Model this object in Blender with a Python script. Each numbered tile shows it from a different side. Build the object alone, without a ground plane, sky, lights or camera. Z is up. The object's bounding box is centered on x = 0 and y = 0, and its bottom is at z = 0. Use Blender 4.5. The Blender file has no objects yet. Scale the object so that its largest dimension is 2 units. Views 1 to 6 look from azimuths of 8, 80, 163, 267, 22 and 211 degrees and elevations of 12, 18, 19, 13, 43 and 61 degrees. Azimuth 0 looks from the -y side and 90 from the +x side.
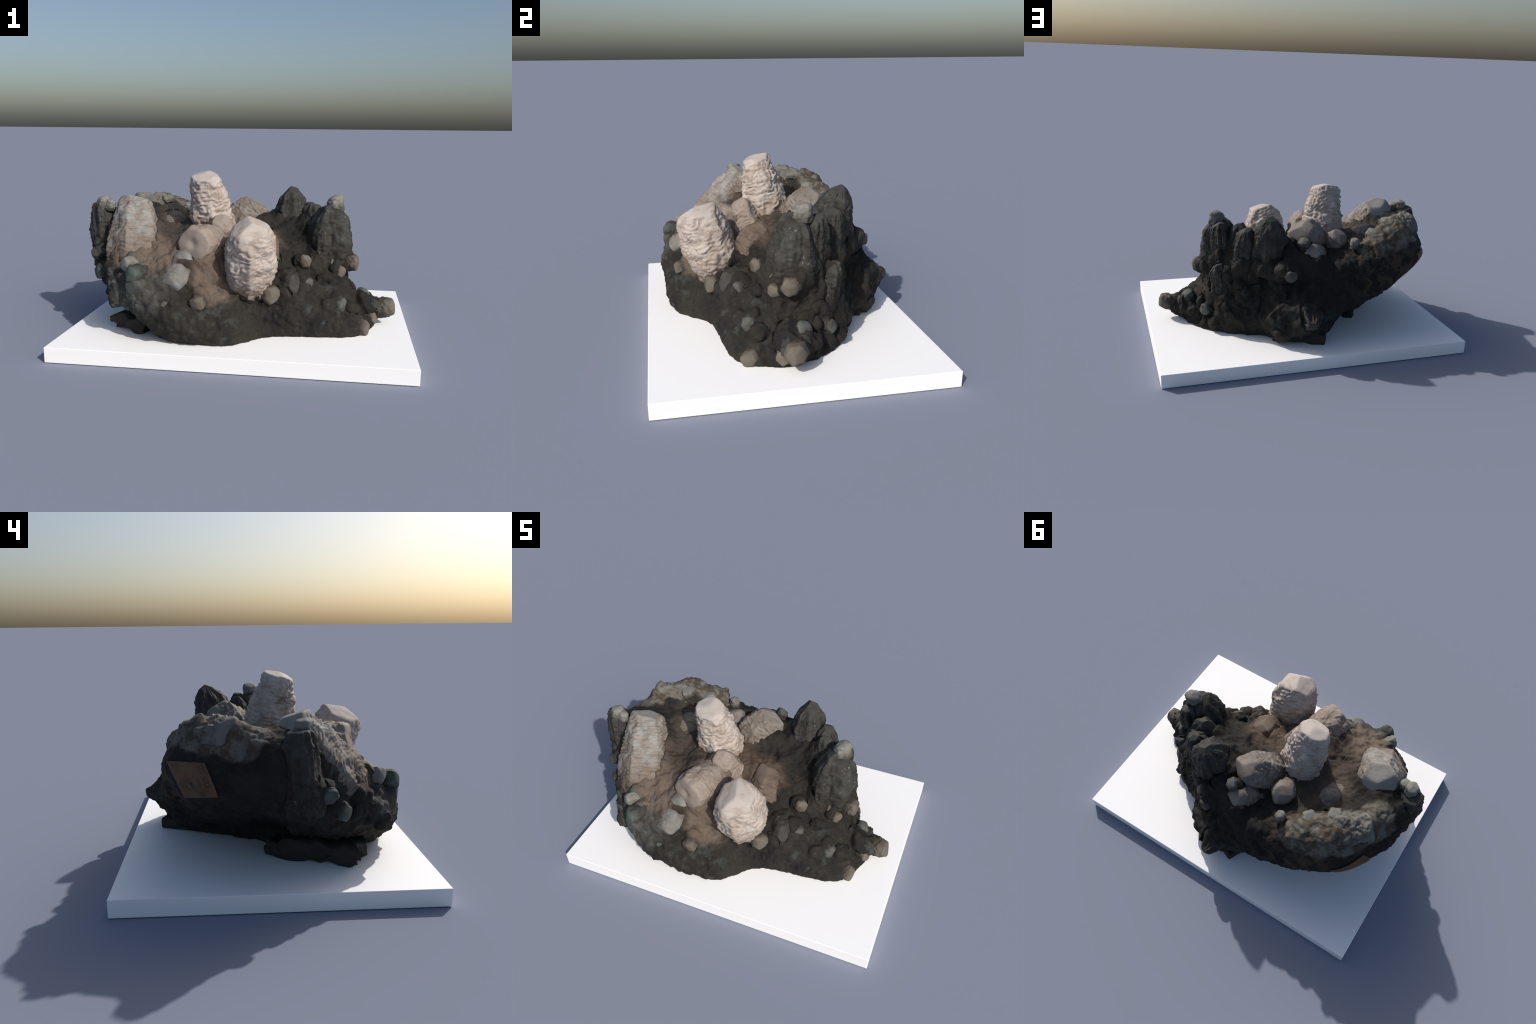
# Mineral specimen: barrel-shaped pale crystals on a dark lumpy matrix,
# propped on two boards on a white slab.
import bpy, bmesh, math
import numpy as np
from mathutils import Vector, Matrix
from mathutils.bvhtree import BVHTree

TAU = 2 * math.pi
scene = bpy.context.scene

# ------------------------------------------------------------------ noise
_rng = np.random.default_rng(7)
_perm = _rng.permutation(256)
_perm = np.concatenate([_perm, _perm, _perm])
_grad = _rng.normal(size=(256, 3))
_grad /= np.linalg.norm(_grad, axis=1)[:, None]


def perlin(p):
    """Gradient noise, about -1..1, for an (n,3) array."""
    p = np.asarray(p, float)
    i = np.floor(p).astype(int)
    f = p - i
    i &= 255
    u = f * f * f * (f * (f * 6 - 15) + 10)
    out = 0
    for dx in (0, 1):
        wx = u[:, 0] if dx else 1 - u[:, 0]
        for dy in (0, 1):
            wy = u[:, 1] if dy else 1 - u[:, 1]
            for dz in (0, 1):
                wz = u[:, 2] if dz else 1 - u[:, 2]
                h = _perm[_perm[_perm[i[:, 0] + dx] + i[:, 1] + dy] + i[:, 2] + dz]
                g = _grad[h]
                d = (g[:, 0] * (f[:, 0] - dx) + g[:, 1] * (f[:, 1] - dy)
                     + g[:, 2] * (f[:, 2] - dz))
                out = out + wx * wy * wz * d
    return out * 1.6


def fbm(p, octaves=4, gain=0.5):
    p = np.asarray(p, float)
    a, s, out = 1.0, 1.0, 0
    for k in range(octaves):
        out = out + a * perlin(p * s + 17.3 * k)
        a *= gain
        s *= 2.03
    return out


def smoothstep(a, b, x):
    t = np.clip((x - a) / (b - a), 0, 1)
    return t * t * (3 - 2 * t)


# --------------------------------------------------------------- materials
def srgb(r, g, b):
    return (r, g, b, 1.0)


class Nodes:
    """Small helper around a node tree."""

    def __init__(self, name):
        self.mat = bpy.data.materials.new(name)
        self.mat.use_nodes = True
        self.t = self.mat.node_tree
        self.t.nodes.clear()
        self.out = self.t.nodes.new("ShaderNodeOutputMaterial")
        self.bsdf = self.t.nodes.new("ShaderNodeBsdfPrincipled")
        self.t.links.new(self.bsdf.outputs[0], self.out.inputs[0])
        self.co = self.t.nodes.new("ShaderNodeTexCoord").outputs["Object"]

    def link(self, a, b):
        self.t.links.new(a, b)

    def noise(self, scale, detail=4, rough=0.55, stretch=None, offset=(0, 0, 0), co=None):
        n = self.t.nodes.new("ShaderNodeTexNoise")
        n.inputs["Scale"].default_value = scale
        n.inputs["Detail"].default_value = detail
        n.inputs["Roughness"].default_value = rough
        m = self.t.nodes.new("ShaderNodeMapping")
        m.inputs["Scale"].default_value = stretch or (1, 1, 1)
        m.inputs["Location"].default_value = offset
        self.link(co or self.co, m.inputs[0])
        self.link(m.outputs[0], n.inputs["Vector"])
        return n.outputs[0]

    def ramp(self, val, lo, hi, a=0.0, b=1.0):
        r = self.t.nodes.new("ShaderNodeMapRange")
        r.interpolation_type = "SMOOTHSTEP"
        r.inputs["From Min"].default_value = lo
        r.inputs["From Max"].default_value = hi
        r.inputs["To Min"].default_value = a
        r.inputs["To Max"].default_value = b
        self.link(val, r.inputs["Value"])
        return r.outputs[0]

    def math(self, op, a, b):
        m = self.t.nodes.new("ShaderNodeMath")
        m.operation = op
        for k, v in enumerate((a, b)):
            if isinstance(v, (int, float)):
                m.inputs[k].default_value = v
            else:
                self.link(v, m.inputs[k])
        return m.outputs[0]

    def mix(self, fac, a, b):
        m = self.t.nodes.new("ShaderNodeMix")
        m.data_type = "RGBA"
        if isinstance(fac, (int, float)):
            m.inputs[0].default_value = fac
        else:
            self.link(fac, m.inputs[0])
        for k, v in ((6, a), (7, b)):
            if isinstance(v, tuple):
                m.inputs[k].default_value = v
            else:
                self.link(v, m.inputs[k])
        return m.outputs[2]

    def warped(self, scale, amount):
        """Object coordinates pushed about by noise."""
        n = self.t.nodes.new("ShaderNodeTexNoise")
        n.inputs["Scale"].default_value = scale
        n.inputs["Detail"].default_value = 3
        self.link(self.co, n.inputs["Vector"])
        s = self.t.nodes.new("ShaderNodeVectorMath")
        s.operation = "SUBTRACT"
        self.link(n.outputs[1], s.inputs[0])
        s.inputs[1].default_value = (0.5, 0.5, 0.5)
        k = self.t.nodes.new("ShaderNodeVectorMath")
        k.operation = "SCALE"
        self.link(s.outputs[0], k.inputs[0])
        k.inputs["Scale"].default_value = amount
        a = self.t.nodes.new("ShaderNodeVectorMath")
        a.operation = "ADD"
        self.link(self.co, a.inputs[0])
        self.link(k.outputs[0], a.inputs[1])
        return a.outputs[0]

    def near(self, co, centre, r_in, r_out):
        """1 inside r_in of centre, 0 outside r_out."""
        d = self.t.nodes.new("ShaderNodeVectorMath")
        d.operation = "DISTANCE"
        self.link(co, d.inputs[0])
        d.inputs[1].default_value = centre
        return self.ramp(d.outputs["Value"], r_in, r_out, 1.0, 0.0)

    def finish(self, colour, rough=0.75, spec=0.3, bump=None, strength=0.3, dist=0.004):
        if isinstance(colour, tuple):
            self.bsdf.inputs["Base Color"].default_value = colour
        else:
            self.link(colour, self.bsdf.inputs["Base Color"])
        if isinstance(rough, (int, float)):
            self.bsdf.inputs["Roughness"].default_value = rough
        else:
            self.link(rough, self.bsdf.inputs["Roughness"])
        self.bsdf.inputs["Specular IOR Level"].default_value = spec
        if bump is not None:
            b = self.t.nodes.new("ShaderNodeBump")
            b.inputs["Strength"].default_value = strength
            b.inputs["Distance"].default_value = dist
            self.link(bump, b.inputs["Height"])
            self.link(b.outputs[0], self.bsdf.inputs["Normal"])
        return self.mat


DARK = srgb(0.027, 0.0245, 0.0205)
DARKER = srgb(0.0145, 0.014, 0.013)
BROWN = srgb(0.135, 0.103, 0.081)


def matrix_material():
    n = Nodes("dark_matrix")
    w = n.warped(9.0, 0.22)
    col = n.mix(n.ramp(n.noise(7, 6), 0.35, 0.65), DARKER, DARK)
    col = n.mix(n.ramp(n.noise(30, 5, 0.7, offset=(3, 1, 2)), 0.55, 0.75, 0, 0.6), col, srgb(0.046, 0.041, 0.033))
    # the back is a blacker, less brown tone than the rest
    col = n.mix(n.near(w, (-0.45, 0.62, 0.30), 0.35, 0.60), col, n.mix(n.ramp(n.noise(22, 6, 0.7), 0.4, 0.7), srgb(0.0125, 0.0125, 0.0125), srgb(0.024, 0.021, 0.019)))
    patches = [  # centre, inner radius, outer radius, colour
        ((-0.52, -0.58, 0.42), 0.08, 0.26, srgb(0.058, 0.057, 0.050)),
        ((-0.25, 0.00, 0.60), 0.15, 0.38, srgb(0.062, 0.048, 0.037)),
        ((-0.62, -0.32, 0.66), 0.10, 0.28, srgb(0.105, 0.082, 0.064)),
        ((-0.45, -0.40, 0.55), 0.08, 0.24, BROWN),
        ((-0.10, -0.30, 0.52), 0.16, 0.30, BROWN),
        ((-0.10, -0.44, 0.40), 0.05, 0.17, BROWN),
        ((0.08, -0.10, 0.58), 0.08, 0.20, srgb(0.10, 0.072, 0.053)),
        ((-0.45, 0.10, 0.62), 0.08, 0.26, srgb(0.080, 0.064, 0.052)),
    ]
    for c, a, b, k in patches:
        col = n.mix(n.near(w, c, a, b), col, k)
    # khaki-grey crust along the rim of the broken back, with a sharp border
    w2 = n.warped(14.0, 0.07)
    crust = n.mix(n.ramp(n.noise(18, 6, 0.65, offset=(2, 9, 4)), 0.40, 0.62), srgb(0.070, 0.056, 0.040), srgb(0.150, 0.143, 0.124))
    for c, a, b in [((-0.42, 0.44, 0.72), 0.11, 0.14), ((-0.56, 0.42, 0.77), 0.13, 0.16),
                    ((-0.70, 0.32, 0.80), 0.14, 0.17), ((-0.82, 0.18, 0.79), 0.13, 0.16)]:
        col = n.mix(n.near(w2, c, a, b), col, crust)
    # pale crust and verdigris on the left end, rust on the broken back
    lump = n.noise(16, 5, 0.6, offset=(5, 5, 1))
    for c, a, b, k, lo in [
        ((-0.60, -0.58, 0.42), 0.05, 0.32, srgb(0.095, 0.112, 0.105), 0.52),
        ((-0.90, -0.20, 0.55), 0.05, 0.30, srgb(0.050, 0.060, 0.055), 0.50),
        ((-0.50, 0.50, 0.50), 0.10, 0.40, srgb(0.058, 0.041, 0.029), 0.47),
        ((0.05, 0.62, 0.20), 0.05, 0.28, srgb(0.022, 0.038, 0.030), 0.48),
        ((-0.68, -0.10, 0.36), 0.05, 0.34, srgb(0.028, 0.042, 0.036), 0.54),
        ((0.55, -0.30, 0.18), 0.05, 0.35, srgb(0.042, 0.050, 0.047), 0.55),
        ((-0.10, -0.60, 0.20), 0.05, 0.35, srgb(0.040, 0.044, 0.040), 0.52),
    ]:
        m = n.math("MULTIPLY", n.near(w, c, a, b), n.ramp(lump, lo, lo + 0.12))
        col = n.mix(m, col, k)
    speck = n.ramp(n.noise(170, 2, 0.5), 0.73, 0.78, 0, 0.7)
    col = n.mix(speck, col, srgb(0.16, 0.16, 0.14))
    bump = n.math("ADD", n.noise(60, 6, 0.65), n.noise(180, 3, 0.6))
    return n.finish(col, 0.8, 0.18, bump, 0.5, 0.005)


def crystal_material(name, main, pale, stain, root, length, rib=60.0, stain_lo=0.5, tip_pale=0.6, flecks=0.0, root_to=0.5):
    """Pale at the termination, stained between growth steps, root-coloured low down.
    The crystal's axis is local z, 0 at the root and `length` at the tip."""
    n = Nodes(name)
    sep = n.t.nodes.new("ShaderNodeSeparateXYZ")
    n.link(n.co, sep.inputs[0])
    z = n.math("ADD", sep.outputs[2], n.math("MULTIPLY", n.math("SUBTRACT", n.noise(14, 4), 0.5), 0.12 * length / 0.4))
    col = n.mix(n.ramp(n.noise(11, 5, 0.6), 0.35, 0.68), main, pale)
    bands = n.noise(9, 5, 0.62, stretch=(1.0, 1.0, rib / 9.0), offset=(1, 2, 3))
    col = n.mix(n.ramp(bands, stain_lo, stain_lo + 0.2, 0, 0.75), col, stain)
    blot = n.noise(38, 4, 0.65, offset=(7, 3, 1))
    col = n.mix(n.ramp(blot, 0.60, 0.72, 0, 0.55), col, stain)
    col = n.mix(n.ramp(z, 0.86 * length, 0.97 * length, 0, tip_pale), col, pale)
    col = n.mix(n.ramp(z, (root_to - 0.35) * length, root_to * length, 0.9, 0.0), col, root)
    if flecks:
        fl = n.math("MULTIPLY", n.ramp(n.noise(90, 3, 0.6, stretch=(1, 1, 0.4)), 0.60, 0.68), n.ramp(n.noise(9, 3), 0.48, 0.62))
        col = n.mix(n.math("MULTIPLY", fl, flecks), col, srgb(0.17, 0.18, 0.165))  # sparkle on the dark towers, painted into the colour as pale flecks
    bump = n.math("ADD", n.noise(8, 5, 0.6, stretch=(1, 1, 8)), n.noise(120, 4, 0.6))
    return n.finish(col, 0.72, 0.22, bump, 0.4, 0.004)


def plain_material(name, a, b, scale=12, rough=0.75, bump_scale=80, strength=0.3):
    n = Nodes(name)
    col = n.mix(n.ramp(n.noise(scale, 5, 0.6), 0.35, 0.65), a, b)
    return n.finish(col, rough, 0.3, n.noise(bump_scale, 5, 0.6), strength, 0.003)


def slab_material():
    n = Nodes("white_slab")
    col = n.mix(n.noise(4, 3), srgb(0.94, 0.94, 0.94), srgb(0.96, 0.96, 0.96))
    return n.finish(col, 0.6, 0.3)


# -------------------------------------------------------------- mesh tools
def mesh_from(name, verts, faces, smooth=True):
    me = bpy.data.meshes.new(name)
    me.from_pydata([tuple(v) for v in verts], [], [tuple(f) for f in faces])
    me.validate()
    if smooth:
        me.polygons.foreach_set("use_smooth", [True] * len(me.polygons))
    me.update()
    return me


def add_object(name, me, mat=None, parent=None, matrix=None):
    ob = bpy.data.objects.new(name, me)
    scene.collection.objects.link(ob)
    if mat:
        me.materials.clear()
        me.materials.append(mat)
    if parent:
        ob.parent = parent
    if matrix is not None:
        ob.matrix_world = matrix
    return ob


def axis_matrix(base, tip, spin=0.0):
    base, tip = Vector(base), Vector(tip)
    q = (tip - base).to_track_quat("Z", "Y")
    return Matrix.Translation(base) @ q.to_matrix().to_4x4() @ Matrix.Rotation(spin, 4, "Z")


def crystal_mesh(name, length, profile, seed=0, sides=6, hexness=0.5, rib=0.0, rib_n=14,
                 lump=0.02, cap=(0.45, 0.25), pit=0.0, squash=1.0, groove=0.0, nu=None, nv=None):
    """Barrel-shaped prism along +z.
    profile: radii at equal steps from root to tip; hexness 0 round .. 1 hexagonal;
    rib: depth of the overlapping growth steps; cap: (slope, tilt) of the
    three-faced termination; pit: depth of a dent in its middle."""
    rng = np.random.default_rng(seed)
    rmax = max(profile)
    nu = nu or int(np.clip(TAU * rmax / 0.006, 40, 150))
    nv = nv or int(np.clip(length / 0.005, 30, 130))
    nc = max(8, int(nu / 6))
    off = rng.uniform(0, 60, 3)
    th = np.arange(nu) / nu * TAU
    # hexagonal cross-section, corners softened
    k = TAU / sides
    hexr = np.cos(k / 2) / np.cos((th % k) - k / 2)
    sect = (1 - hexness) + hexness * hexr / hexr.mean()
    wob = 1 + 0.05 * np.cos(th + rng.uniform(0, TAU)) + 0.04 * np.cos(2 * th + rng.uniform(0, TAU))
    sect = sect * wob
    # termination planes
    slope, tilt = cap
    ang = rng.uniform(0, TAU) + np.arange(3) * TAU / 3 + rng.uniform(-0.25, 0.25, 3)
    slp = slope * rng.uniform(0.7, 1.3, 3)
    ta = rng.uniform(0, TAU)
    lift = rng.uniform(0, 0.2, 3) * profile[-1]

    def top(x, y):
        hs = [length + lift[j] - slp[j] * (x * math.cos(ang[j]) + y * math.sin(ang[j]) + 0.35 * profile[-1]) for j in range(3)]
        k = 28.0 / profile[-1]          # facets meet in rounded edges
        lo = np.minimum(np.minimum(hs[0], hs[1]), hs[2])
        h = lo - np.log(sum(np.exp(-k * (q - lo)) for q in hs)) / k
        h = h + tilt * (x * math.cos(ta) + y * math.sin(ta))
        if pit:
            h = h - pit * np.exp(-(x * x + y * y) / (0.3 * profile[-1]) ** 2)
        return h

    xs = np.linspace(0, 1, len(profile))
    # natural smooth interpolation of the radius profile
    pr = np.asarray(profile, float)
    t = np.linspace(0, 1, nv)
    rr = np.interp(t, xs, pr)
    for _ in range(max(1, nv // 10)):
        rr[1:-1] = 0.25 * rr[:-2] + 0.5 * rr[1:-1] + 0.25 * rr[2:]
    T, TH = np.meshgrid(t, th, indexing="ij")
    R = rr[:, None] * sect[None, :]
    X, Y = R * np.cos(TH), R * np.sin(TH) * squash
    ztop = top(X[-1], Y[-1])
    Z = T * ztop[None, :]
    P = np.stack([X.ravel(), Y.ravel(), Z.ravel()], 1)
    d = lump * rmax * fbm(P * (1.6 / rmax) + off, 3)
    if groove:   # upright striations
        g = np.stack([2.2 * np.cos(TH).ravel(), 2.2 * np.sin(TH).ravel(), Z.ravel() * 1.5 / length], 1)
        d = d + groove * (fbm(g + off, 3) + 0.3)
    if rib:
        warp = fbm(P * (1.1 / rmax) * np.array([1, 1, 0.6]) + off + 9, 3)
        ph = Z.ravel() / length * rib_n + 1.5 * warp + 0.8 * perlin(P * np.array([1, 1, .8]) * (3.4 / rmax) + off + 50)
        saw = ph - np.floor(ph)
        step = np.where(saw < 0.78, saw / 0.78, (1 - saw) / 0.22)
        amp = 0.45 + 0.9 * np.clip(0.5 + fbm(P * (2.2 / rmax) + off + 30, 2), 0, 1)
        d = d + rib * (step - 0.5) * amp
        scal = fbm(P * np.array([1, 1, 1.7]) * (3.2 / rmax) + off + 4, 3)
        d = d + rib * 0.45 * scal
    fade = np.clip((1 - T.ravel()) * nv / 5, 0, 1) * 0.8 + 0.2
    d *= fade
    rad = np.hypot(P[:, 0], P[:, 1]) + 1e-9
    P[:, 0] += P[:, 0] / rad * d
    P[:, 1] += P[:, 1] / rad * d
    side = P.reshape(nv, nu, 3)
    rings = [side[-1]]
    verts = [P]
    edge = side[-1]
    for c in range(1, nc):
        f = 1 - c / nc
        q = edge.copy()
        q[:, :2] *= f
        q[:, 2] = top(q[:, 0], q[:, 1]) + (edge[:, 2] - top(edge[:, 0], edge[:, 1])) * f ** 4
        q[:, 2] += 0.02 * rmax * fbm(q * (1.2 / rmax) + off, 2)
        verts.append(q)
    verts.append(np.array([[0, 0, float(top(np.zeros(1), np.zeros(1))[0])]]))
    V = np.concatenate(verts)
    # soften the rim between wall and termination
    nrow = nv + nc - 1
    grid = V[:-1].reshape(nrow, nu, 3)
    for _ in range(5):
        for row in range(nv - 4, nv + 3):
            grid[row] = 0.5 * grid[row] + 0.25 * (grid[row - 1] + grid[min(row + 1, nrow - 1)])
    faces = []
    for r in range(nrow - 1):
        a, b = r * nu, (r + 1) * nu
        for i in range(nu):
            j = (i + 1) % nu
            faces.append((a + i, a + j, b + j, b + i))
    last = (nrow - 1) * nu
    apex = len(V) - 1
    for i in range(nu):
        faces.append((last + i, last + (i + 1) % nu, apex))
    faces.append(tuple(reversed(range(nu))))
    me = mesh_from(name, V, faces)
    return me


# ------------------------------------------------------------------ slab
specimen = bpy.data.objects.new("mineral_specimen", None)
specimen.location = (0, 0, 0.087)
scene.collection.objects.link(specimen)
specimen["label"] = "pale barrel-shaped crystals on a dark lumpy rock matrix"
specimen["category"] = "mineral specimen"
bpy.context.view_layer.update()


def box_mesh(name, size, bevel, cuts=0, rough=0.0, seed=0):
    bm = bmesh.new()
    bmesh.ops.create_cube(bm, size=1)
    bmesh.ops.scale(bm, vec=size, verts=bm.verts)
    bmesh.ops.bevel(bm, geom=bm.edges[:], offset=bevel, segments=2, affect="EDGES", profile=0.5)
    if cuts:
        bmesh.ops.triangulate(bm, faces=bm.faces[:])
        bmesh.ops.subdivide_edges(bm, edges=bm.edges[:], cuts=cuts, use_grid_fill=True)
        co = np.array([v.co for v in bm.verts])
        off = fbm(co * 9 + seed, 3)
        for v, o in zip(bm.verts, off):
            v.co += Vector((o, -o, 0.6 * o)) * rough
    me = bpy.data.meshes.new(name)
    bm.to_mesh(me)
    bm.free()
    return me


slab = add_object("display_slab", box_mesh("display_slab", (2.0, 1.524, 0.087), 0.0025), slab_material())
slab.location = (0, 0, 0.0435)
slab["label"] = "flat white rectangular display slab"
slab["category"] = "display base"

# ------------------------------------------------------------------ matrix
# Radial profiles of the rock about its middle: for each compass bearing
# (degrees from +x towards +y) a line of (distance, height) from the foot,
# up the outside, over the rim and down into the hollow.
MIDDLE = (-0.10, 0.0)
PROFILES = {
    -160: [(.35, .09), (.46, .19), (.69, .28), (.75, .39), (.75, .52), (.68, .61), (.50, .62), (.30, .65)],
    -140: [(.35, .09), (.52, .16), (.71, .25), (.78, .35), (.73, .46), (.63, .53), (.46, .60), (.30, .66)],
    -120: [(.60, .09), (.69, .17), (.75, .27), (.73, .35), (.66, .43), (.60, .49), (.46, .56), (.28, .62)],
    -100: [(.60, .09), (.64, .16), (.60, .24), (.52, .32), (.47, .38), (.445, .47), (.39, .55), (.22, .61)],
    -80: [(.59, .09), (.59, .15), (.53, .22), (.47, .29), (.42, .34), (.38, .42), (.31, .51), (.18, .59)],
    -60: [(.50, .09), (.49, .16), (.47, .22), (.44, .29), (.40, .35), (.34, .41), (.26, .50), (.16, .58)],
    -40: [(.58, .09), (.59, .17), (.57, .25), (.51, .32), (.43, .38), (.35, .45), (.26, .53), (.16, .60)],
    -20: [(.86, .09), (.80, .17), (.71, .25), (.63, .33), (.53, .40), (.43, .46), (.32, .54), (.18, .61)],
    0: [(.87, .09), (.80, .17), (.73, .30), (.71, .42), (.68, .50), (.58, .55), (.42, .58), (.20, .63)],
    20: [(.75, .09), (.72, .19), (.69, .31), (.64, .45), (.62, .56), (.57, .65), (.40, .68), (.24, .65)],
    40: [(.58, .09), (.59, .19), (.55, .31), (.48, .43), (.44, .55), (.44, .65), (.37, .69), (.22, .67)],
    60: [(.57, .09), (.63, .18), (.64, .28), (.57, .40), (.50, .53), (.47, .63), (.39, .67), (.22, .65)],
    80: [(.54, .09), (.59, .17), (.61, .26), (.59, .36), (.54, .48), (.51, .57), (.42, .61), (.24, .62)],
    100: [(.40, .10), (.45, .18), (.54, .27), (.60, .37), (.56, .49), (.52, .58), (.40, .60), (.24, .61)],
    120: [(.28, .10), (.36, .19), (.51, .28), (.64, .39), (.63, .50), (.56, .62), (.45, .64), (.28, .61)],
    140: [(.24, .09), (.33, .185), (.50, .28), (.68, .42), (.79, .60), (.73, .70), (.64, .79), (.45, .65)],
    160: [(.22, .09), (.32, .20), (.52, .31), (.72, .43), (.82, .57), (.74, .69), (.66, .79), (.46, .66)],
    180: [(.28, .09), (.35, .22), (.59, .345), (.77, .43), (.85, .58), (.80, .70), (.66, .76), (.42, .67)],
}


def cyclic_cubic(keys, vals, x):
    """Catmull-Rom through equally spaced cyclic samples."""
    n = len(keys)
    step = 360.0 / n
    u = ((x - keys[0]) % 360.0) / step
    i = np.floor(u).astype(int)
    f = (u - i)[:, None, None]
    p0, p1, p2, p3 = (vals[(i + k) % n] for k in (-1, 0, 1, 2))
    return p1 + 0.5 * f * (p2 - p0 + f * (2 * p0 - 5 * p1 + 4 * p2 - p3 + f * (3 * (p1 - p2) + p3 - p0)))


def resample(line, n):
    """Smooth resampling of (m,k,2) polylines to n points each (Catmull-Rom)."""
    m, k, _ = line.shape
    u = np.linspace(0, k - 1, n)
    i = np.minimum(np.floor(u).astype(int), k - 2)
    f = (u - i)[None, :, None]
    idx = lambda d: np.clip(i + d, 0, k - 1)
    p0, p1, p2, p3 = (line[:, idx(d)] for d in (-1, 0, 1, 2))
    return p1 + 0.5 * f * (p2 - p0 + f * (2 * p0 - 5 * p1 + 4 * p2 - p3 + f * (3 * (p1 - p2) + p3 - p0)))


def rock_core():
    keys = sorted(PROFILES)
    vals = np.array([PROFILES[k] for k in keys], float)
    nu, nv = 180, 80
    ang = np.arange(nu) * 360.0 / nu
    rz = resample(cyclic_cubic(keys, vals, ang), nv)
    a = np.radians(ang)[:, None]
    X = MIDDLE[0] + rz[:, :, 0] * np.cos(a)
    Y = MIDDLE[1] + rz[:, :, 0] * np.sin(a)
    V = np.stack([X, Y, rz[:, :, 1]], 2).reshape(-1, 3)
    foot = len(V)
    V = np.concatenate([V, [[MIDDLE[0], MIDDLE[1], 0.09], [MIDDLE[0], MIDDLE[1], float(vals[:, -1, 1].mean())]]])
    F = []
    for i in range(nu):
        j = (i + 1) % nu
        for v in range(nv - 1):
            F.append((i * nv + v, j * nv + v, j * nv + v + 1, i * nv + v + 1))
        F.append((j * nv, i * nv, foot))
        F.append((i * nv + nv - 1, j * nv + nv - 1, foot + 1))
    return V, F


# --------------------------------------------------------------- crystals
# look, root, tip, radii root->tip, options
CRYSTALS = []


def crystal(kind, look, root, tip, radii, spin=0.0, collar=0.35, **opt):
    CRYSTALS.append((kind, look, root, tip, radii, spin, collar, opt))


# the pale barrels
crystal("calcite_crystal", "white", (-.195, .030, .50), (-.250, -.060, .995), (.12, .135, .135, .128, .108, .085),
        spin=0.3, collar=.2, rib=.012, rib_n=12, hexness=.3, lump=.13, cap=(.35, .15), seed=3)
crystal("calcite_crystal", "white", (.080, -.300, .27), (.085, -.468, .775), (.075, .115, .14, .148, .14, .112),
        spin=0.6, collar=.2, rib=.009, rib_n=13, hexness=.35, lump=.11, cap=(.55, .1), seed=8)
crystal("calcite_crystal", "tan_ribbed", (-.600, -.38, .38), (-.700, -.035, .835), (.13, .155, .16, .15, .128, .105),
        spin=0.2, collar=.3, rib=.008, rib_n=22, hexness=.6, lump=.08, cap=(.45, .2), seed=12)
crystal("calcite_crystal", "tan", (-.150, -.12, .585), (-.240, -.448, .628), (.095, .105, .11, .115, .112, .095),
        collar=.3, rib=.005, rib_n=8, hexness=.3, lump=.08, cap=(.22, .0), pit=.015, seed=5)
crystal("calcite_crystal", "tan", (-.10, -.10, .46), (-.165, -.165, .755), (.13, .125, .115, .10, .085, .05),
        collar=.4, rib=.007, rib_n=12, hexness=.5, lump=.10, cap=(.6, .3), seed=21)
crystal("calcite_crystal", "grey_tan", (-.14, .13, .575), (.045, .288, .790), (.10, .115, .12, .12, .11, .085),
        spin=.4, collar=.2, rib=.010, rib_n=9, hexness=.6, lump=.07, cap=(.45, .2), seed=31)
crystal("calcite_crystal", "grey_tan", (-.10, .28, .54), (.03, .45, .655), (.08, .09, .09, .09, .085, .065),
        collar=.3, rib=.007, rib_n=8, hexness=.4, lump=.08, cap=(.4, .1), seed=34)
crystal("calcite_crystal", "grey_tan", (-.20, .14, .56), (-.258, .300, .728), (.075, .08, .08, .078, .074, .06),
        collar=.3, rib=.003, rib_n=7, hexness=.4, lump=.06, cap=(.5, .0), seed=36)
crystal("calcite_crystal", "grey_tan", (-.50, .02, .57), (-.50, .185, .70), (.08, .085, .085, .08, .075, .06),
        collar=.3, rib=.003, rib_n=7, hexness=.3, lump=.06, cap=(.35, .0), pit=.01, seed=38)
crystal("calcite_crystal", "crust", (-.40, .46, .645), (-.81, .185, .760), (.06, .08, .092, .098, .095, .08),
        spin=.3, collar=.7, rib=.012, rib_n=9, hexness=.5, lump=.14, cap=(.4, .2), pit=.02, seed=41)
crystal("calcite_crystal", "tan_dark", (.11, -.17, .40), (.145, -.105, .665), (.11, .115, .11, .10, .09, .07),
        collar=.5, rib=.004, rib_n=8, hexness=.5, lump=.06, cap=(.4, .2), seed=44)
# grey-blue barrels on the near left
crystal("calcite_crystal", "grey_blue", (-.305, -.42, .49), (-.345, -.590, .400), (.07, .075, .078, .076, .072, .06),
        collar=.3, rib=.005, rib_n=8, hexness=.4, lump=.07, cap=(.3, .0), pit=.012, seed=51)
crystal("calcite_crystal", "grey_blue", (-.26, -.35, .50), (-.314, -.480, .556), (.05, .06, .06, .06, .055, .04),
        collar=.4, rib=.004, rib_n=8, hexness=.5, lump=.08, cap=(.4, .1), seed=53)
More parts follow.
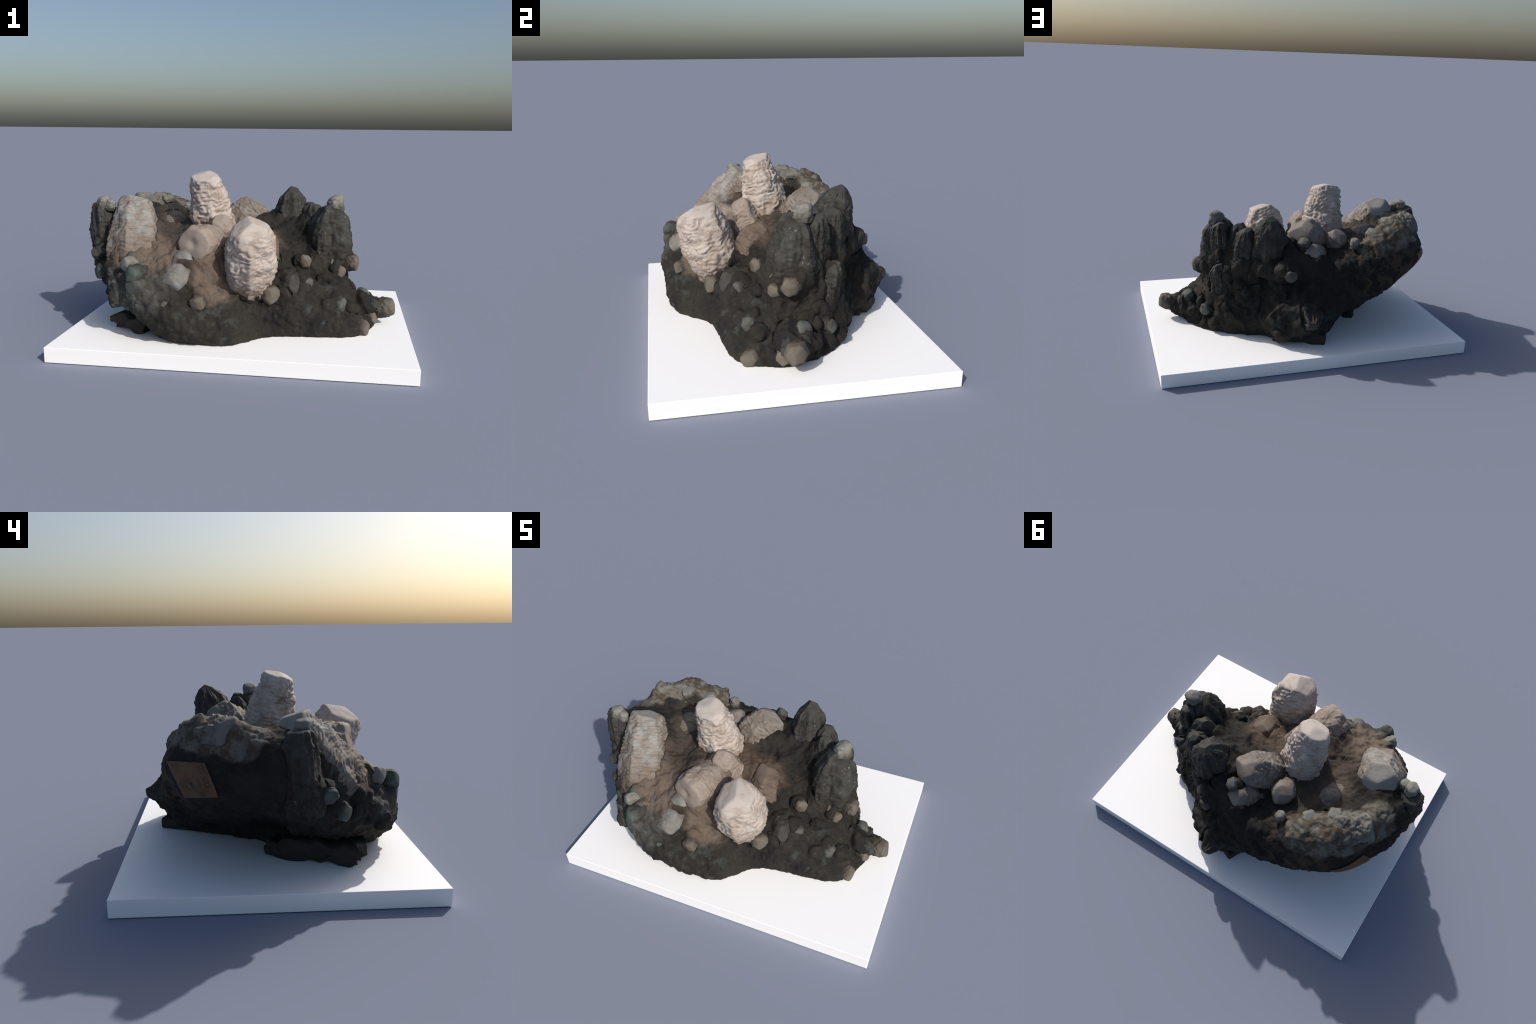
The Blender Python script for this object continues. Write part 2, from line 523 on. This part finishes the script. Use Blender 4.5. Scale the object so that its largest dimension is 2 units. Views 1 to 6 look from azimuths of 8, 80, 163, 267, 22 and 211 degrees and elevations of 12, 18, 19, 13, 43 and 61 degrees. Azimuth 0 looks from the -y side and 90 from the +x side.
# dark towers on the right
crystal("dark_crystal", "dark", (.255, .26, .53), (.245, .350, .900), (.125, .128, .12, .106, .085, .045),
        collar=.25, rib=.005, rib_n=6, hexness=.6, lump=.10, groove=.014, cap=(.8, .3), seed=61)
crystal("dark_crystal", "dark", (.50, .03, .40), (.520, .045, .830), (.11, .13, .138, .13, .11, .075),
        collar=.3, rib=.004, rib_n=6, hexness=.6, lump=.10, groove=.014, cap=(.6, .3), seed=63)
crystal("dark_crystal", "dark", (.37, .20, .45), (.395, .270, .795), (.10, .095, .09, .08, .065, .035),
        collar=.6, rib=.004, rib_n=6, hexness=.6, lump=.10, groove=.014, cap=(.6, .4), seed=65)
crystal("dark_crystal", "dark", (.42, .15, .46), (.40, .165, .805), (.12, .115, .105, .09, .065, .035),
        collar=.6, rib=.004, rib_n=6, hexness=.6, lump=.10, groove=.014, cap=(.6, .4), seed=66)
crystal("dark_crystal", "dark", (.50, .17, .16), (.570, .225, .555), (.08, .07, .065, .06, .05, .03),
        collar=.7, rib=.004, rib_n=6, hexness=.5, lump=.12, groove=.012, cap=(.6, .4), seed=68)
crystal("dark_crystal", "dark", (.40, .24, .14), (.430, .280, .45), (.08, .07, .06, .055, .045, .03),
        collar=.7, rib=.004, rib_n=6, hexness=.5, lump=.12, groove=.012, cap=(.6, .4), seed=72)
crystal("dark_crystal", "dark", (-.845, -.11, .42), (-.905, -.08, .805), (.10, .095, .09, .085, .075, .058),
        collar=.6, rib=.004, rib_n=6, hexness=.5, lump=.10, groove=.014, cap=(.4, .2), seed=67)
crystal("dark_crystal", "dark", (.22, -.20, .36), (.355, -.325, .385), (.07, .075, .075, .075, .07, .06),
        collar=.6, rib=.003, rib_n=6, hexness=.6, lump=.10, cap=(.3, .0), seed=69)
crystal("dark_crystal", "dark", (.15, .40, .50), (.235, .480, .60), (.055, .06, .058, .055, .05, .035),
        collar=.5, rib=.004, rib_n=6, hexness=.5, lump=.12, cap=(.4, .2), seed=70)
crystal("dark_crystal", "dark", (.02, .50, .30), (.067, .710, .265), (.10, .09, .075, .06, .045, .03),
        collar=.6, rib=.004, rib_n=6, hexness=.4, lump=.10, groove=.014, cap=(.5, .2), seed=71)
crystal("dark_crystal", "dark", (.62, -.01, .16), (.855, -.050, .195), (.10, .10, .095, .085, .075, .055),
        collar=.8, rib=.006, rib_n=6, hexness=.4, lump=.22, cap=(.5, .3), seed=73)

crystal("dark_crystal", "dark", (.51, .115, .45), (.545, .125, .805), (.065, .07, .07, .068, .06, .045),
        collar=.4, rib=.004, rib_n=6, hexness=.6, lump=.10, groove=.014, cap=(.6, .4), seed=75)

# small stubs: look, root, tip, radius
STUBS = [
    ("pale_cap", (.545, .055, .77), (.543, .066, .868), .047),
    ("pale_cap", (-.885, -.10, .76), (-.880, -.105, .848), .042),
    ("pale_cap", (-.84, -.12, .76), (-.825, -.12, .825), .030),
    ("brown_stub", (.34, -.13, .47), (.395, -.178, .500), .042),
    ("brown_stub", (.55, -.08, .43), (.607, -.118, .418), .038),
    ("brown_stub", (.58, .00, .47), (.698, -.045, .466), .052),
    ("brown_stub", (.52, -.06, .46), (.552, -.110, .475), .030),
    ("grey_stub", (.54, -.20, .26), (.620, -.255, .245), .045),
    ("brown_stub", (.64, -.20, .13), (.765, -.275, .125), .047),
    ("grey_stub", (.36, -.22, .38), (.412, -.285, .378), .038),
    ("brown_stub", (.16, -.33, .34), (.220, -.415, .335), .055),
    ("brown_stub", (-.20, -.48, .33), (-.187, -.585, .300), .046),
    ("pale_cap", (-.57, -.45, .50), (-.612, -.545, .512), .042),
    ("teal_stub", (-.50, -.50, .46), (-.553, -.632, .487), .052),
    ("grey_stub", (-.50, -.50, .40), (-.535, -.635, .405), .062),
    ("grey_stub", (-.36, -.54, .32), (-.390, -.64, .318), .045),
    ("teal_stub", (-.84, -.20, .52), (-.930, -.225, .490), .042),
    ("teal_stub", (-.80, -.26, .42), (-.875, -.310, .400), .045),
    ("brown_stub", (.73, -.01, .17), (.925, -.060, .215), .058),
    ("grey_stub", (.70, .02, .20), (.752, .020, .292), .045),
    ("brown_stub", (.72, -.06, .14), (.815, -.105, .150), .045),
    ("grey_stub", (.60, .16, .22), (.665, .205, .220), .040),
    ("grey_stub", (.13, .44, .56), (.172, .545, .535), .042),
    ("pale_cap", (-.31, .40, .66), (-.309, .396, .732), .030),
    ("pale_cap", (-.46, .33, .70), (-.480, .345, .765), .050),
    ("pale_cap", (-.58, .26, .76), (-.605, .275, .822), .045),
    ("grey_stub", (.03, .36, .66), (.050, .395, .735), .040),
]
for k, (look, root, tip, r) in enumerate(STUBS):
    crystal("crystal_stub", look, root, tip, (r, r * 1.03, r * 1.03, r, r * .97, r * .82),
            spin=k * 1.7, collar=0 if look == "pale_cap" else .45, rib=.003, rib_n=5, hexness=.7, lump=.14, cap=(.32, .15), seed=100 + k)

LOOKS = {
    # main, pale, stain, root, rib
    "white": (srgb(.385, .322, .280), srgb(.475, .432, .396), srgb(.23, .165, .125), srgb(.18, .133, .104), 70),
    "tan_ribbed": (srgb(.200, .162, .133), srgb(.285, .285, .27), srgb(.12, .085, .062), srgb(.14, .105, .08), 110),
    "tan": (srgb(.25, .203, .167), srgb(.30, .255, .218), srgb(.15, .108, .082), BROWN, 60),
    "tan_dark": (srgb(.12, .09, .07), srgb(.16, .125, .10), srgb(.07, .05, .04), srgb(.10, .075, .055), 50),
    "grey_tan": (srgb(.17, .145, .122), srgb(.225, .205, .185), srgb(.09, .07, .055), srgb(.08, .06, .048), 80),
    "crust": (srgb(.120, .110, .092), srgb(.175, .172, .155), srgb(.075, .055, .036), srgb(.09, .08, .064), 60),
    "grey_blue": (srgb(.160, .155, .142), srgb(.225, .235, .228), srgb(.11, .095, .078), srgb(.115, .09, .072), 60),
    "dark": (srgb(.030, .028, .024), srgb(.055, .056, .050), srgb(.018, .017, .015), srgb(.030, .027, .022), 40),
    "pale_cap": (srgb(.165, .160, .140), srgb(.225, .228, .205), srgb(.11, .10, .08), srgb(.07, .068, .058), 40),
    "grey_stub": (srgb(.058, .058, .050), srgb(.105, .112, .104), srgb(.05, .042, .033), srgb(.036, .033, .028), 40),
    "brown_stub": (srgb(.088, .072, .055), srgb(.14, .125, .105), srgb(.06, .046, .035), srgb(.036, .032, .027), 40),
    "teal_stub": (srgb(.055, .060, .053), srgb(.095, .122, .115), srgb(.05, .05, .042), srgb(.038, .038, .034), 40),
}
_mats = {}


def look_material(look, length, stub):
    key = (look, max(2, round(length / 0.02)), stub)
    if key not in _mats:
        main, pale, stain, root, rib = LOOKS[look]
        _mats[key] = crystal_material(look + "_crystal", main, pale, stain, root, key[1] * 0.02, rib, root_to=0.85 if stub else 0.5,
                                      flecks=0.8 if look == "dark" else 0.0)
    return _mats[key]


def world_tree(parts):
    V, F = [], []
    for ob in parts:
        b = len(V)
        V += [ob.matrix_world @ v.co for v in ob.data.vertices]
        F += [[b + i for i in p.vertices] for p in ob.data.polygons]
    return BVHTree.FromPolygons(V, F)


collars, big_parts, small_parts = [], [], []
for kind, look, root, tip, radii, spin, collar, opt in CRYSTALS:
    length = (Vector(tip) - Vector(root)).length
    M = axis_matrix(root, tip, spin)
    me = crystal_mesh(kind, length, radii, **opt)
    ob = add_object(kind, me, look_material(look, length, kind == "crystal_stub" and look != "pale_cap"), specimen, M)
    (small_parts if kind == "crystal_stub" else big_parts).append(ob)
    if not collar:
        continue
    # the matrix creeps a little way up every crystal
    fat = [r + 0.005 for r in np.interp(np.linspace(0, collar, 4), np.linspace(0, 1, len(radii)), radii)]
    fat[-1] -= 0.022
    fat[-2] -= 0.004
    cm = crystal_mesh("collar", length * collar, fat, seed=opt.get("seed", 0), hexness=.4, lump=.05,
                      cap=(.2, .0), nu=28, nv=12)
    cm.transform(M)
    collars.append(cm)


bpy.context.view_layer.update()
big_crystals, small_crystals = world_tree(big_parts), world_tree(small_parts)


def buds():
    """Half-grown crystals drowned in the matrix: soft knobs on its skin."""
    rng = np.random.default_rng(11)
    V, F = rock_core()
    keys = (-50, 75, 62), (75, 130, 10), (185, 238, 22)   # bearings, how many
    nv = 80
    for lo, hi, count in keys:
        for _ in range(count):
            i = int(rng.uniform(lo, hi) / 2) % 180
            j = int(rng.uniform(4, 56))
            p = V[i * nv + j]
            du = V[((i + 1) % 180) * nv + j] - V[((i - 1) % 180) * nv + j]
            dv = V[i * nv + j + 1] - V[i * nv + j - 1]
            n = np.cross(du, dv)
            n /= np.linalg.norm(n) + 1e-9
            n = n + rng.normal(size=3) * 0.3
            n[2] *= 0.6
            if p[2] < 0.13:
                continue
            r = rng.uniform(0.022, 0.05)
            L = r * rng.uniform(0.2, 0.8)
            me = crystal_mesh("bud", L + 0.05, (r, r, r, r * .95, r * .7), seed=int(rng.integers(9999)),
                              hexness=.5, lump=.1, cap=(.5, .3), nu=24, nv=10)
            me.transform(axis_matrix(p - n * 0.05, p + n * L))
            yield me


def build_matrix():
    V, F = rock_core()
    bm = bmesh.new()
    core = mesh_from("core", V, F)
    bm.from_mesh(core)
    bpy.data.meshes.remove(core)
    for cm in collars:
        bm.from_mesh(cm)
        bpy.data.meshes.remove(cm)
    for cm in buds():
        bm.from_mesh(cm)
        bpy.data.meshes.remove(cm)
    bmesh.ops.recalc_face_normals(bm, faces=bm.faces[:])
    me = bpy.data.meshes.new("matrix")
    bm.to_mesh(me)
    bm.free()
    tmp = bpy.data.objects.new("helper", me)
    scene.collection.objects.link(tmp)
    mod = tmp.modifiers.new("union", "REMESH")
    mod.mode = "VOXEL"
    mod.voxel_size = 0.007
    sm = tmp.modifiers.new("soften", "SMOOTH")
    sm.factor = 0.5
    sm.iterations = 10
    dg = bpy.context.evaluated_depsgraph_get()
    out = bpy.data.meshes.new_from_object(tmp.evaluated_get(dg))
    bpy.data.objects.remove(tmp)
    out.name = "matrix"
    n = len(out.vertices)
    co = np.empty(n * 3)
    out.vertices.foreach_get("co", co)
    co = co.reshape(-1, 3)
    no = np.empty(n * 3)
    out.vertices.foreach_get("normal", no)
    no = no.reshape(-1, 3)
    bearing = np.degrees(np.arctan2(co[:, 1] - MIDDLE[1], co[:, 0] - MIDDLE[0]))
    # knobbly everywhere, ribbed with upright lumps round the right-hand back,
    # calmer on the broken left-hand back
    gap = np.abs((bearing - 35 + 180) % 360 - 180)
    ribs = 1 - smoothstep(35, 65, gap)
    calm = 1 - smoothstep(25, 60, np.abs((bearing - 150 + 180) % 360 - 180))
    outer = smoothstep(0.42, 0.55, np.hypot(co[:, 0] - MIDDLE[0], co[:, 1] - MIDDLE[1]))
    lumps = fbm(co * 9 + 3, 4, 0.5)
    knobs = 1 - np.abs(perlin(co * 14 + 8)) * 2
    up = 1 - 2.2 * np.abs(perlin(co * np.array([11, 11, 4.5]) + 40))
    d = 0.020 * lumps * (1 - 0.4 * calm) + 0.006 * knobs * (1 - 0.5 * calm)
    d += 0.026 * up * ribs * outer
    d += 0.0045 * fbm(co * 38, 3, 0.6)
    d += 0.006 * (0.5 - np.abs(perlin(co * 22 + 60))) * (1 - 0.3 * calm)
    d *= smoothstep(0.085, 0.14, co[:, 2]) * 0.85 + 0.15
    # the paper label sits on a flat spot
    d *= 0.1 + 0.9 * smoothstep(0.13, 0.21, np.linalg.norm(co - np.array([-0.73, 0.40, 0.535]), axis=1))
    co = co + no * d[:, None]
    edge = np.empty(len(out.edges) * 2, dtype=np.int32)
    out.edges.foreach_get("vertices", edge)
    ea, eb = edge[0::2], edge[1::2]
    count = np.bincount(ea, minlength=n) + np.bincount(eb, minlength=n)

    def neighbour_mean(f):
        return (np.bincount(ea, f[eb], n) + np.bincount(eb, f[ea], n)) / np.maximum(count, 1)

    # the matrix climbs the crystals in soft webs
    for tree, reach, rise in ((big_crystals, 0.08, 0.060), (small_crystals, 0.04, 0.022)):
        web = np.zeros(n)
        for i, p in enumerate(co):
            hit = tree.find_nearest(p, reach)
            if hit[0] is not None:
                # only where rock meets a crystal's flank at an angle
                across = abs(hit[1].dot(Vector(no[i])))
                web[i] = rise * (1 - hit[3] / reach) ** 2 * max(0.0, 1 - 1.25 * across)
        for _ in range(10):      # even the webs out along the skin
            web = 0.4 * web + 0.6 * neighbour_mean(web)
        co = co + no * web[:, None]
    for _ in range(1):
        co = 0.6 * co + 0.4 * np.stack([neighbour_mean(co[:, k]) for k in range(3)], 1)
    rough_skin = smoothstep(0.13, 0.21, np.linalg.norm(co - np.array([-0.73, 0.40, 0.535]), axis=1))
    co = co + no * (0.0035 * fbm(co * 30 + 5, 3, 0.6) * rough_skin)[:, None]
    co[:, 2] = np.maximum(co[:, 2], 0.0885)
    out.vertices.foreach_set("co", co.ravel())
    out.polygons.foreach_set("use_smooth", [True] * len(out.polygons))
    out.update()
    return out


matrix = add_object("matrix", build_matrix(), matrix_material(), specimen, Matrix.Identity(4))

# ------------------------------------------------------------------- label
bvh = BVHTree.FromPolygons([v.co[:] for v in matrix.data.vertices],
                           [p.vertices[:] for p in matrix.data.polygons])


def onto_rock(p, direction, lift):
    hit, nor, _, _ = bvh.ray_cast(Vector(p) - Vector(direction) * 0.4, Vector(direction), 1.0)
    if hit is None:
        hit = Vector(p)
    return hit - Vector(direction) * lift


def label_frame():
    tl, tr = Vector((-0.7, 0.509, 0.63)), Vector((-0.83, 0.328, 0.646))
    bl, br = Vector((-0.62, 0.436, 0.428)), Vector((-0.73, 0.276, 0.46))
    # the paper is pressed on from the left
    return tl, tr, bl, br, Vector((0.968, 0.051, -0.246))


def label_point(u, v):
    tl, tr, bl, br, _ = label_frame()
    return tl.lerp(tr, u).lerp(bl.lerp(br, u), v)


def build_label():
    nor = label_frame()[4]
    n = 28
    V = np.array([onto_rock(label_point(i / n, j / n), nor, 0.009) for j in range(n + 1) for i in range(n + 1)])
    g = V.reshape(n + 1, n + 1, 3)
    for _ in range(4):   # follow the rock but iron out its bumps
        e = g.copy()
        for q in (e[0], e[-1], e[:, 0], e[:, -1]):
            q[1:-1] = (q[:-2] + q[2:]) / 2
        g[0], g[-1], g[:, 0], g[:, -1] = e[0], e[-1], e[:, 0], e[:, -1]
    for _ in range(4):
        g[1:-1, 1:-1] = (g[:-2, 1:-1] + g[2:, 1:-1] + g[1:-1, :-2] + g[1:-1, 2:]) / 4
    nv = np.array(nor)
    V = np.concatenate([g.reshape(-1, 3) - nv * 0.002, g.reshape(-1, 3) + nv * 0.001])
    m = (n + 1) ** 2
    F = []
    for j in range(n):
        for i in range(n):
            a = j * (n + 1) + i
            q = (a, a + 1, a + n + 2, a + n + 1)
            F += [q, tuple(m + k for k in reversed(q))]
    rim = ([i for i in range(n + 1)] + [j * (n + 1) + n for j in range(1, n + 1)]
           + [n * (n + 1) + i for i in range(n - 1, -1, -1)] + [j * (n + 1) for j in range(n - 1, 0, -1)])
    for a, b in zip(rim, rim[1:] + rim[:1]):
        F.append((a, m + a, m + b, b))
    me = mesh_from("paper_label", V, F)
    bm = bmesh.new()
    bm.from_mesh(me)
    bmesh.ops.recalc_face_normals(bm, faces=bm.faces[:])
    bm.to_mesh(me)
    bm.free()
    ob = add_object("paper_label", me, plain_material("brown_paper", srgb(.110, .064, .036), srgb(.150, .088, .050), 22), specimen, Matrix.Identity(4))
    ink = plain_material("faded_ink", srgb(.080, .048, .030), srgb(.100, .060, .037), 30)
    front = BVHTree.FromPolygons([tuple(v) for v in V[:m]], [f for f in F if max(f) < m])
    for body, u0, v0, size, lean in (("R", .08, .78, .34, -.1), ("18", .50, .74, .40, .1), ("95", .50, .97, .15, .1)):
        cu = bpy.data.curves.new("lettering", "FONT")
        cu.body = body
        cu.size = 1.0
        cu.resolution_u = 3
        tmp = bpy.data.objects.new("helper", cu)
        scene.collection.objects.link(tmp)
        dg = bpy.context.evaluated_depsgraph_get()
        tm = bpy.data.meshes.new_from_object(tmp.evaluated_get(dg))
        bpy.data.objects.remove(tmp)
        bm = bmesh.new()
        bm.from_mesh(tm)
        bmesh.ops.triangulate(bm, faces=bm.faces[:])
        bmesh.ops.subdivide_edges(bm, edges=bm.edges[:], cuts=1)
        for v in bm.verts:
            u = u0 + (v.co.x + lean * v.co.y) * size
            w = v0 - v.co.y * size - lean * v.co.x * size
            p = label_point(u, w)
            hit = front.ray_cast(p - nor * 0.3, nor, 1.0)[0]
            v.co = (hit or p) - nor * 0.0022
        bm.to_mesh(tm)
        bm.free()
        tm.name = "lettering"
        add_object("lettering", tm, ink, ob, Matrix.Identity(4))
    bm = bmesh.new()
    bmesh.ops.create_circle(bm, cap_ends=True, segments=24, radius=1.0)
    for v in bm.verts:
        p = label_point(.40 + .045 * v.co.x, .66 + .09 * v.co.y + .03 * v.co.x)
        hit = front.ray_cast(p - nor * 0.3, nor, 1.0)[0]
        v.co = (hit or p) - nor * 0.0022
    bm_me = bpy.data.meshes.new("ink_blot")
    bm.to_mesh(bm_me)
    bm.free()
    add_object("ink_blot", bm_me, plain_material("blue_ink", srgb(.040, .032, .032), srgb(.055, .042, .040), 30), ob, Matrix.Identity(4))


build_label()

# ---------------------------------------------------------------- supports
wood = plain_material("blackened_wood", srgb(.022, .020, .018), srgb(.034, .030, .026), 8, 0.8, 40, 0.5)


def board(name, start, end, width, z0, z1, label, seed, rough=0.010):
    a, b = Vector(start), Vector(end)
    d = b - a
    me = box_mesh(name, (d.length, width, z1 - z0), 0.008, cuts=9, rough=rough, seed=seed)
    me.polygons.foreach_set("use_smooth", [True] * len(me.polygons))
    M = Matrix.Translation(((a.x + b.x) / 2, (a.y + b.y) / 2, (z0 + z1) / 2)) @ Matrix.Rotation(math.atan2(d.y, d.x), 4, "Z")
    ob = add_object(name, me, wood, None, M)
    ob["label"] = label
    ob["category"] = "support board"


board("support_board", (.10, .55), (-.08, .12), .34, .0885, .150, "short blackened board propping up a rock", 1)
board("support_board", (-.635, -.435), (-.45, .00), .22, .092, .180, "small ragged dark block propping up a rock", 2, 0.045)
